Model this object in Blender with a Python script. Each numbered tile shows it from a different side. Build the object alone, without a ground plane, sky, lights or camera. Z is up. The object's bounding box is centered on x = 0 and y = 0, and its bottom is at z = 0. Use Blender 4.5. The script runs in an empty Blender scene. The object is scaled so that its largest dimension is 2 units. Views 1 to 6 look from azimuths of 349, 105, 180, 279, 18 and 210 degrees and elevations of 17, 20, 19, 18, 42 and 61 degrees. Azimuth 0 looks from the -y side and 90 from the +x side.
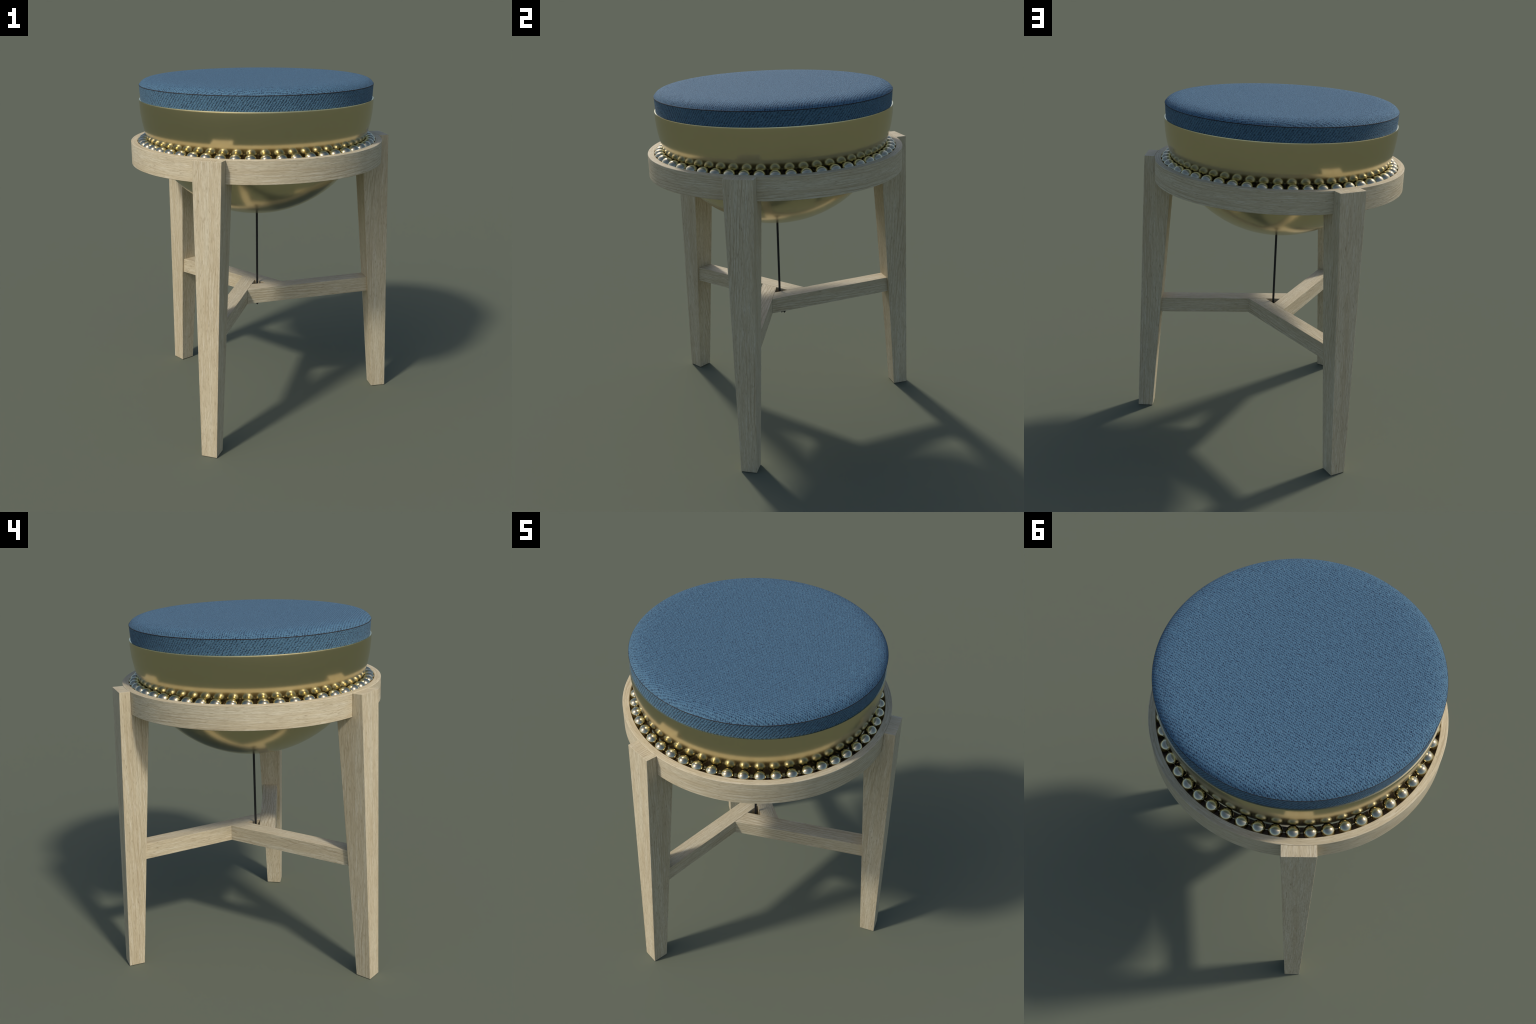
import bpy, bmesh, math
from mathutils import Vector, Matrix

# ---------------------------------------------------------------- layout ----
AXIS_X = -0.0535                    # vertical axis of the round parts
LEG_AZ = (0.0, 120.0, -120.0)       # the three legs
RING_Z0, RING_Z1 = 1.5180, 1.6450   # wooden hoop, bottom and top
RING_RI, RING_RO = 0.6902, 0.7265   # wooden hoop, inner and outer radius
BOWL_R, BOWL_Z = 0.6714, 1.8805     # hemispherical bowl: radius, rim height
BALL_R, BALL_N, BALL_RING, BALL_Z = 0.0352, 52, 0.6583, 1.6290
BAR_Z0, BAR_Z1 = 0.6590, 0.7505     # stretcher bars, bottom and top
BAR_TILT = math.radians(6.1)        # each bar runs a little past the centre
BAR_IN, BAR_OUT = -0.0255, -0.1180  # side faces of a bar from the centre
SEAM_R, SEAM_Z = 0.6690, 1.9605     # seam round the cushion

scene_col = bpy.context.scene.collection


# ------------------------------------------------------------ node helpers ----
class Nodes:
    def __init__(self, name):
        self.mat = bpy.data.materials.new(name)
        self.mat.use_nodes = True
        self.t = self.mat.node_tree
        self.t.nodes.clear()
        self.out = self.t.nodes.new("ShaderNodeOutputMaterial")
        self.bsdf = self.t.nodes.new("ShaderNodeBsdfPrincipled")
        self.t.links.new(self.bsdf.outputs[0], self.out.inputs[0])

    def put(self, socket, value):
        if isinstance(value, bpy.types.NodeSocket):
            self.t.links.new(value, socket)
        else:
            socket.default_value = value

    def set(self, **kw):
        for k, v in kw.items():
            self.put(self.bsdf.inputs[k.replace("_", " ")], v)

    def math(self, op, a, b=0.0, c=0.0):
        n = self.t.nodes.new("ShaderNodeMath")
        n.operation = op
        for s, v in zip(n.inputs, (a, b, c)):
            self.put(s, v)
        return n.outputs[0]

    def coords(self, kind="Object"):
        return self.t.nodes.new("ShaderNodeTexCoord").outputs[kind]

    def split(self, v):
        n = self.t.nodes.new("ShaderNodeSeparateXYZ")
        self.put(n.inputs[0], v)
        return n.outputs[0], n.outputs[1], n.outputs[2]

    def join(self, x, y, z):
        n = self.t.nodes.new("ShaderNodeCombineXYZ")
        for s, v in zip(n.inputs, (x, y, z)):
            self.put(s, v)
        return n.outputs[0]

    def noise(self, vec, scale, detail=3.0, rough=0.5, dist=0.0):
        n = self.t.nodes.new("ShaderNodeTexNoise")
        self.put(n.inputs["Vector"], vec)
        n.inputs["Scale"].default_value = scale
        n.inputs["Detail"].default_value = detail
        n.inputs["Roughness"].default_value = rough
        n.inputs["Distortion"].default_value = dist
        return n.outputs[0]

    def mapping(self, vec, scale=(1, 1, 1), loc=(0, 0, 0)):
        n = self.t.nodes.new("ShaderNodeMapping")
        self.put(n.inputs["Vector"], vec)
        n.inputs["Scale"].default_value = scale
        self.put(n.inputs["Location"], loc)
        return n.outputs[0]

    def ramp(self, f, *stops):
        n = self.t.nodes.new("ShaderNodeValToRGB")
        self.put(n.inputs[0], f)
        e = n.color_ramp.elements
        while len(e) < len(stops):
            e.new(0.5)
        for el, (p, c) in zip(e, stops):
            el.position = p
            el.color = (*c, 1) if len(c) == 3 else c
        return n.outputs[0]

    def mix(self, f, a, b, mode="MIX"):
        n = self.t.nodes.new("ShaderNodeMix")
        n.data_type, n.blend_type = "RGBA", mode
        self.put(n.inputs["Factor"], f)
        self.put(n.inputs["A"], (*a, 1) if isinstance(a, tuple) else a)
        self.put(n.inputs["B"], (*b, 1) if isinstance(b, tuple) else b)
        return n.outputs["Result"]

    def bump(self, h, strength, dist):
        n = self.t.nodes.new("ShaderNodeBump")
        n.inputs["Strength"].default_value = strength
        n.inputs["Distance"].default_value = dist
        self.put(n.inputs["Height"], h)
        self.put(self.bsdf.inputs["Normal"], n.outputs[0])


# --------------------------------------------------------------- materials ----
def wood(name, frame, tone=1.0):
    """Pale limed oak. frame: 'x' or 'z' = grain along that object axis,
    'ring' = grain bent round the z axis."""
    m = Nodes(name)
    x, y, z = m.split(m.coords())
    if frame == "ring":
        ang = m.math("ARCTAN2", y, m.math("MULTIPLY", x, -1.0))
        rad = m.math("SQRT", m.math("ADD", m.math("MULTIPLY", x, x), m.math("MULTIPLY", y, y)))
        along, a, b = m.math("MULTIPLY", ang, 0.71), rad, z
    elif frame == "z":
        # the sawn top of an upright shows its fibres running in and out
        nz = m.split(m.coords("Normal"))[2]
        end = m.math("GREATER_THAN", m.math("ABSOLUTE", nz), 0.8)
        side = m.math("SUBTRACT", 1.0, end)
        along = m.math("ADD", m.math("MULTIPLY", z, side), m.math("MULTIPLY", x, end))
        a = m.math("ADD", m.math("MULTIPLY", x, side), m.math("MULTIPLY", z, end))
        b = y
    else:
        along, a, b = x, y, z
    rnd = m.t.nodes.new("ShaderNodeObjectInfo").outputs["Random"]
    shift = m.math("MULTIPLY", rnd, 7.0)
    p = m.join(m.math("ADD", along, shift), m.math("ADD", a, shift), m.math("ADD", b, shift))

    # growth layers cut slantwise: thin wandering lines, cathedral shapes here and there
    warp = m.noise(m.mapping(p, (0.9, 4.5, 4.5)), 1.0, 1.0, 0.4)
    depth = m.math("ADD", m.math("MULTIPLY", a, 0.66), m.math("MULTIPLY", b, 0.75))
    depth = m.math("MULTIPLY_ADD", warp, 0.11, depth)
    depth = m.math("MULTIPLY_ADD", m.noise(m.mapping(p, (3.5, 26, 26)), 1.0, 3.0, 0.55), 0.018, depth)
    line = m.math("MULTIPLY_ADD", m.math("SINE", m.math("MULTIPLY", depth, math.tau / 0.0125)), 0.5, 0.5)
    where = m.noise(m.mapping(p, (1.5, 12, 12), (3.1, 1.7, 0.4)), 1.0, 2.0, 0.5)
    # long soft bands, fine fibres, short dark pores
    band = m.noise(m.mapping(p, (0.9, 24, 24)), 1.0, 2.0, 0.5)
    fibre = m.noise(m.mapping(p, (8.5, 165, 165)), 1.0, 3.0, 0.6)
    fine = m.noise(m.mapping(p, (30, 290, 290)), 1.0, 2.0, 0.6)
    pores = m.noise(m.mapping(p, (26, 215, 215), (0.7, 0.2, 0.9)), 1.0, 1.0, 0.5)

    t = lambda c: tuple(v * tone for v in c)
    col = m.ramp(band, (0.30, t((0.545, 0.452, 0.290))), (0.52, t((0.600, 0.512, 0.343))), (0.74, t((0.640, 0.566, 0.402))))
    streak = m.math("MULTIPLY", m.math("POWER", line, 5.0), m.ramp(where, (0.46, (0.05,) * 3), (0.64, (0.85,) * 3)))
    col = m.mix(streak, col, t((0.40, 0.310, 0.185)))
    col = m.mix(m.ramp(fibre, (0.34, (0.45,) * 3), (0.52, (0, 0, 0))), col, t((0.43, 0.345, 0.220)))
    col = m.mix(m.ramp(fibre, (0.54, (0, 0, 0)), (0.70, (0.55,) * 3)), col, t((0.72, 0.655, 0.520)))
    col = m.mix(m.ramp(fine, (0.34, (0.50,) * 3), (0.52, (0, 0, 0))), col, t((0.40, 0.320, 0.200)))
    col = m.mix(m.ramp(pores, (0.27, (0.60,) * 3), (0.345, (0, 0, 0))), col, t((0.30, 0.225, 0.125)))
    m.set(Base_Color=col, Roughness=m.math("MULTIPLY_ADD", fibre, 0.2, 0.52), Specular_IOR_Level=0.35)
    m.bump(m.math("ADD", m.math("MULTIPLY", fibre, 0.6), m.math("MULTIPLY", fine, 0.5)), 0.45, 0.003)
    return m.mat


def fabric(name, side):
    """Blue twill with small dark holes between the threads."""
    m = Nodes(name)
    x, y, z = m.split(m.coords())
    if side:
        # the band's weave is laid flat on four sides, turned a little about the axis
        k, q = math.cos(math.radians(13.5)), math.sin(math.radians(13.5))
        xr = m.math("SUBTRACT", m.math("MULTIPLY", x, k), m.math("MULTIPLY", y, q))
        yr = m.math("ADD", m.math("MULTIPLY", x, q), m.math("MULTIPLY", y, k))
        flank = m.math("GREATER_THAN", m.math("ABSOLUTE", xr), m.math("ABSOLUTE", yr))
        hx = m.math("MULTIPLY", m.math("SIGN", xr), yr)
        hy = m.math("MULTIPLY", m.math("SIGN", yr), m.math("MULTIPLY", xr, -1.0))
        cx = m.math("ADD", m.math("MULTIPLY", hx, flank), m.math("MULTIPLY", hy, m.math("SUBTRACT", 1.0, flank)))
        cy = z
        turn = math.radians(56)
        PITCH = 0.0124
        RIB = (0.34, 0.66)
        DARK = (0.021, 0.046, 0.080)
    else:
        cx, cy = x, y
        turn = math.radians(-6)
        RIB = (0.10, 0.90)
        DARK = (0.012, 0.029, 0.072)
        PITCH = 0.0116
    p = m.join(x, y, z)
    ca, sa = math.cos(turn), math.sin(turn)
    u = m.math("ADD", m.math("MULTIPLY", cx, ca), m.math("MULTIPLY", cy, sa))
    v = m.math("SUBTRACT", m.math("MULTIPLY", cy, ca), m.math("MULTIPLY", cx, sa))
    w1 = m.math("SUBTRACT", m.noise(p, 95.0, 2.0, 0.6), 0.5)
    w2 = m.math("SUBTRACT", m.noise(m.mapping(p, (1, 1, 1), (5.3, 2.1, 8.7)), 95.0, 2.0, 0.6), 0.5)
    u = m.math("MULTIPLY_ADD", w1, 0.017, u)
    v = m.math("MULTIPLY_ADD", w2, 0.014, v)
    rows = m.math("MULTIPLY", v, math.tau / PITCH)
    # neighbouring rows are staggered by about a third of a stitch
    cols = m.math("MULTIPLY", m.math("ADD", u, m.math("MULTIPLY", v, 0.36)), math.tau / 0.0088)
    sr = m.math("MULTIPLY_ADD", m.math("SINE", rows), 0.5, 0.5)
    sc = m.math("MULTIPLY_ADD", m.math("SINE", cols), 0.5, 0.5)
    hole = m.math("MULTIPLY", m.math("POWER", sr, 1.3), m.math("MULTIPLY_ADD", m.math("POWER", sc, 1.3), RIB[1], RIB[0]))
    fuzz = m.noise(p, 420.0, 2.0, 0.6)
    patch = m.noise(p, 75.0, 2.0, 0.55)
    hole = m.math("MULTIPLY", hole, m.math("MULTIPLY_ADD", patch, 3.2, -0.50))
    col = m.ramp(hole, (0.0, (0.070, 0.162, 0.246)), (0.32, (0.047, 0.113, 0.184)), (0.75, DARK))
    col = m.mix(m.ramp(fuzz, (0.5, (0, 0, 0)), (0.72, (0.6,) * 3)), col, (0.120, 0.236, 0.322))
    fleck = m.noise(m.join(m.math("MULTIPLY", u, 0.7), v, z), 190.0, 1.0, 0.5)
    col = m.mix(m.ramp(fleck, (0.56, (0, 0, 0)), (0.72, (0.65,) * 3)), col, (0.135, 0.260, 0.345))
    m.set(Base_Color=col, Roughness=0.80, Specular_IOR_Level=0.36, Sheen_Weight=0.05, Sheen_Roughness=0.45, Sheen_Tint=(0.85, 0.92, 1.0, 1))
    m.bump(m.math("ADD", m.math("MULTIPLY", hole, -1.0), m.math("MULTIPLY", fuzz, 0.5)), 0.65, 0.005)
    return m.mat


def metal(name, colour, rough):
    m = Nodes(name)
    n = m.noise(m.coords(), 35.0, 3.0, 0.6)
    m.set(Base_Color=(*colour, 1), Metallic=1.0, Roughness=m.math("MULTIPLY_ADD", n, 0.02, rough - 0.01))
    return m.mat


def plain(name, colour, rough, grain=0.0, scale=300.0):
    m = Nodes(name)
    n = m.noise(m.coords(), scale, 2.0, 0.6)
    lo = tuple(c * (1 - grain) for c in colour)
    hi = tuple(c * (1 + grain) for c in colour)
    m.set(Base_Color=m.ramp(n, (0.35, lo), (0.65, hi)), Roughness=rough)
    m.bump(n, 0.3, 0.001)
    return m.mat


M_LEG = wood("pale_oak_upright", "z")
M_BAR = wood("pale_oak_bar", "x")
M_RING = wood("pale_oak_hoop", "ring")
M_TRACK = plain("dark_brown_track", (0.36, 0.27, 0.20), 0.6, 0.15)
M_TOP = fabric("blue_twill_top", False)
M_BAND = fabric("blue_twill_band", True)
M_BRASS = metal("satin_brass", (0.70, 0.62, 0.385), 0.20)
M_BALL = metal("polished_brass", (0.57, 0.505, 0.335), 0.12)
M_CORD = plain("black_cord", (0.010, 0.010, 0.010), 0.75, 0.5, 500)
M_PIPING = plain("dark_seam_thread", (0.022, 0.016, 0.014), 0.8, 0.6, 160)


# ---------------------------------------------------------- object helpers ----
def add(name, mesh, parent, mats, loc=(0, 0, 0), rz=0.0):
    o = bpy.data.objects.new(name, mesh)
    scene_col.objects.link(o)
    if not mesh.materials:
        for m in mats:
            mesh.materials.append(m)
    o.location = loc
    o.rotation_euler = (0, 0, rz)
    if parent:
        o.parent = parent
    return o


def finish(bm, name, smooth=None):
    bmesh.ops.recalc_face_normals(bm, faces=bm.faces)
    me = bpy.data.meshes.new(name)
    bm.to_mesh(me)
    bm.free()
    if smooth is not None:
        me.polygons.foreach_set("use_smooth", [True] * len(me.polygons))
        if smooth < 180:
            me.set_sharp_from_angle(angle=math.radians(smooth))
    return me


def lathe(name, profile, n, closed=False, smooth=40, slots=None):
    """Turn a (radius, z) profile round the z axis. Radius 0 closes at a pole."""
    bm = bmesh.new()
    rows = []
    for r, z in profile:
        if r < 1e-6:
            rows.append([bm.verts.new((0, 0, z))])
        else:
            rows.append([bm.verts.new((r * math.cos(math.tau * i / n), r * math.sin(math.tau * i / n), z)) for i in range(n)])
    pairs = list(zip(rows, rows[1:])) + ([(rows[-1], rows[0])] if closed else [])
    for k, (a, b) in enumerate(pairs):
        for i in range(n):
            j = (i + 1) % n
            if len(a) == 1:
                f = bm.faces.new((a[0], b[i], b[j]))
            elif len(b) == 1:
                f = bm.faces.new((a[i], a[j], b[0]))
            else:
                f = bm.faces.new((a[i], a[j], b[j], b[i]))
            if slots:
                f.material_index = slots[k]
    return finish(bm, name, smooth)


def tube(name, points, radius, sides=12, closed=False):
    """Round tube swept along a poly-line, with rounded-off ends."""
    pts = [Vector(p) for p in points]
    n = len(pts)
    bm = bmesh.new()
    rings, up = [], None
    for i, p in enumerate(pts):
        a = pts[(i - 1) % n] if (closed or i > 0) else pts[0]
        b = pts[(i + 1) % n] if (closed or i < n - 1) else pts[-1]
        d = (b - a).normalized()
        if up is None:
            up = d.orthogonal().normalized()
        up = (up - d * up.dot(d)).normalized()
        side = d.cross(up)
        rings.append([bm.verts.new(p + (up * math.cos(math.tau * k / sides) + side * math.sin(math.tau * k / sides)) * radius) for k in range(sides)])
    seq = list(zip(rings, rings[1:]))
    for a, b in seq:
        for k in range(sides):
            bm.faces.new((a[k], a[(k + 1) % sides], b[(k + 1) % sides], b[k]))
    if closed:
        a, b = rings[-1], rings[0]
        off = min(range(sides), key=lambda o: (a[0].co - b[o].co).length)
        for k in range(sides):
            bm.faces.new((a[k], a[(k + 1) % sides], b[(k + 1 + off) % sides], b[(k + off) % sides]))
    else:
        bm.faces.new(rings[0][::-1])
        bm.faces.new(rings[-1])
    return finish(bm, name, 60)


def soften(o, width, segments=2):
    b = o.modifiers.new("edge_rounding", "BEVEL")
    b.width, b.segments, b.limit_method, b.angle_limit = width, segments, "ANGLE", math.radians(35)
    b.use_clamp_overlap = True
    b.harden_normals = False


def arc(cx, cz, r, a0, a1, n):
    return [(cx + r * math.cos(math.radians(a0 + (a1 - a0) * i / n)), cz + r * math.sin(math.radians(a0 + (a1 - a0) * i / n))) for i in range(n + 1)]


# -------------------------------------------------------------------- root ----
stool = bpy.data.objects.new("stool", None)
scene_col.objects.link(stool)
stool.location = (AXIS_X, 0, 0)
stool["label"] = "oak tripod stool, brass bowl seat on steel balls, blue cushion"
stool["category"] = "stool"


# --------------------------------------------------------------- oak hoop -----
e = 0.0018
hoop = lathe("support_ring", [
    (RING_RI, RING_Z0 + e), (RING_RI + e, RING_Z0), (RING_RO - e, RING_Z0), (RING_RO, RING_Z0 + e),
    (RING_RO, RING_Z1 - e), (RING_RO - e, RING_Z1), (RING_RI + e, RING_Z1), (RING_RI, RING_Z1 - e)],
    256, closed=True, smooth=30)
ring = add("support_ring", hoop, stool, [M_RING])

# ledge inside the hoop that the balls run on
TRACK_Z = BALL_Z - BALL_R
ledge = lathe("ball_track", [
    (RING_RI - 0.0005, RING_Z0 + 0.002), (RING_RI - 0.0005, TRACK_Z), (0.6145, TRACK_Z), (0.6125, TRACK_Z - 0.002),
    (0.6125, RING_Z0 + 0.004), (0.6145, RING_Z0 + 0.002)], 256, closed=True, smooth=30)
add("ball_track", ledge, ring, [M_TRACK])


# -------------------------------------------------------------------- legs ----
def leg_mesh():
    """Tapered leg, outer face leaning out to the foot, notched under the hoop."""
    outer = lambda z: 0.8352 - (0.8352 - 0.7820) * z / RING_Z1
    inner = lambda z: 0.7450 - 0.0771 * z
    half = lambda z: 0.0450 + 0.0363 * z / RING_Z1
    gap = 0.0006
    bm = bmesh.new()
    V = lambda x, y, z: bm.verts.new((x, y, z))
    z0, z1, z2 = 0.0, RING_Z0 - gap, RING_Z1 - 0.0004
    foot = [V(outer(z0), -half(z0), z0), V(outer(z0), half(z0), z0), V(inner(z0), half(z0), z0), V(inner(z0), -half(z0), z0)]
    n = 10
    def curve(z):
        ys = [half(z) * (1 - 2 * i / n) for i in range(n + 1)]
        return [V(math.sqrt((RING_RO + gap) ** 2 - y * y), y, z) for y in ys]
    low, top = curve(z1), curve(z2)
    shelf = [V(inner(z1), half(z1), z1), V(inner(z1), -half(z1), z1)]
    cap = [V(outer(z2), -half(z2), z2), V(outer(z2), half(z2), z2)]
    bm.faces.new(foot[::-1])
    bm.faces.new((foot[0], foot[1], cap[1], cap[0]))
    bm.faces.new((foot[2], foot[3], shelf[1], shelf[0]))
    bm.faces.new((foot[1], foot[2], shelf[0], low[0], top[0], cap[1]))
    bm.faces.new((foot[3], foot[0], cap[0], top[-1], low[-1], shelf[1]))
    bm.faces.new([shelf[0], shelf[1]] + low[::-1])
    bm.faces.new([cap[0], cap[1]] + top)
    for i in range(n):
        bm.faces.new((low[i], low[i + 1], top[i + 1], top[i]))
    return finish(bm, "leg")


leg_data = leg_mesh()
for az in LEG_AZ:
    o = add("leg", leg_data, stool, [M_LEG], rz=math.radians(az))
    soften(o, 0.0016)


# -------------------------------------------------------------- stretchers ----
def bar_mesh():
    """Square bar: one end buried in its leg, the other mitred against the side
    of the next bar, so that three of them leave a triangular hole."""
    stop = lambda t: (BAR_IN + 0.0006 + 0.5 * t) / math.sin(math.radians(120))
    end = lambda t: (0.7000 + math.sin(BAR_TILT) * t) / math.cos(BAR_TILT)
    bm = bmesh.new()
    rows = [[bm.verts.new(p) for p in ((stop(BAR_OUT), BAR_OUT, z), (end(BAR_OUT), BAR_OUT, z), (end(BAR_IN), BAR_IN, z), (stop(BAR_IN), BAR_IN, z))] for z in (BAR_Z0, BAR_Z1)]
    bm.faces.new(rows[0][::-1])
    bm.faces.new(rows[1])
    for i in range(4):
        j = (i + 1) % 4
        bm.faces.new((rows[0][i], rows[0][j], rows[1][j], rows[1][i]))
    return finish(bm, "stretcher")


bar_data = bar_mesh()
for az in LEG_AZ:
    o = add("stretcher", bar_data, stool, [M_BAR], rz=math.radians(az) + BAR_TILT)
    soften(o, 0.0012)


# ---------------------------------------------------------- balls and wire ----
bm = bmesh.new()
bmesh.ops.create_uvsphere(bm, u_segments=40, v_segments=24, radius=BALL_R)
ball_data = finish(bm, "ball", 180)
for i in range(BALL_N):
    a = math.tau * i / BALL_N
    add("ball", ball_data, ring, [M_BALL], (BALL_RING * math.cos(a), BALL_RING * math.sin(a), BALL_Z), a)
wire = tube("ball_wire", [(BALL_RING * math.cos(math.tau * i / 260), BALL_RING * math.sin(math.tau * i / 260), BALL_Z) for i in range(260)], 0.0024, 10, closed=True)
add("ball_wire", wire, ring, [M_BALL])


# -------------------------------------------------------------------- bowl ----
rim_in = 0.6652
outer = arc(0, BOWL_Z, BOWL_R, -90, 0, 96)
outer[0] = (0.0, BOWL_Z - BOWL_R)
outer[-1:] = [(BOWL_R, BOWL_Z - 0.0014), (BOWL_R - 0.0004, BOWL_Z)]   # fine chamfer under the lip
inner = [(rim_in, BOWL_Z + 0.0010), (rim_in, BOWL_Z - 0.06), (0.0, BOWL_Z - 0.06)]
bowl_data = lathe("bowl", outer + inner, 256, smooth=30)
bowl = add("bowl", bowl_data, stool, [M_BRASS])


# ----------------------------------------------------------------- cushion ----
# band under the seam, leaning out a little towards the top
band = [(0.0, 1.835), (0.6642, 1.835), (0.6645, 1.872), (0.6654, 1.900), (0.6668, 1.925), (0.6680, 1.948), (SEAM_R, SEAM_Z - 0.0026)]
# groove of the seam, rounded shoulder, almost flat crown
groove = [(SEAM_R - 0.0030, SEAM_Z), (SEAM_R - 0.0006, SEAM_Z + 0.0022)]
shoulder = [(0.6660, 1.9655), (0.6612, 1.9722), (0.6540, 1.9792), (0.6435, 1.9858), (0.6285, 1.9912), (0.6080, 1.9954), (0.5760, 1.9983), (0.5300, 1.9995), (0.45, 2.0), (0.30, 2.0), (0.15, 2.0), (0.0, 2.0)]
prof = band + groove + shoulder
slots = [1] * (len(band)) + [0] * (len(prof) - 1 - len(band))
cush_data = lathe("cushion", prof, 256, smooth=50, slots=slots)
cushion = add("cushion", cush_data, stool, [M_TOP, M_BAND])
piping = tube("seam_piping", [((SEAM_R - 0.0008) * math.cos(math.tau * i / 360), (SEAM_R - 0.0008) * math.sin(math.tau * i / 360), SEAM_Z) for i in range(360)], 0.0019, 8, closed=True)
add("seam_piping", piping, cushion, [M_PIPING])


# -------------------------------------------------------------------- cord ----
cord = add("cord", tube("cord", [(0, 0, BOWL_Z - BOWL_R + 0.01 - i * 0.03) for i in range(20)] + [(0, 0, 0.64)], 0.0066, 16), stool, [M_CORD])
knot = []
for i in range(90):
    t = math.tau * i / 90
    knot.append((-0.0055 * math.sin(3 * t), 0.008 + 0.0062 * (math.sin(t) + 2 * math.sin(2 * t)), 0.632 - 0.0068 * (math.cos(t) - 2 * math.cos(2 * t))))
k = add("cord_knot", tube("cord_knot", knot, 0.0062, 10, closed=True), cord, [M_CORD])
end_data = lathe("cord_end", [(0, 0.6000), (0.0085, 0.6105), (0.0062, 0.6200), (0.0062, 0.6450), (0, 0.6450)], 12, smooth=40)
for y in (0.010, 0.026):
    add("cord_end", end_data, cord, [M_CORD], (0.002, y, 0))
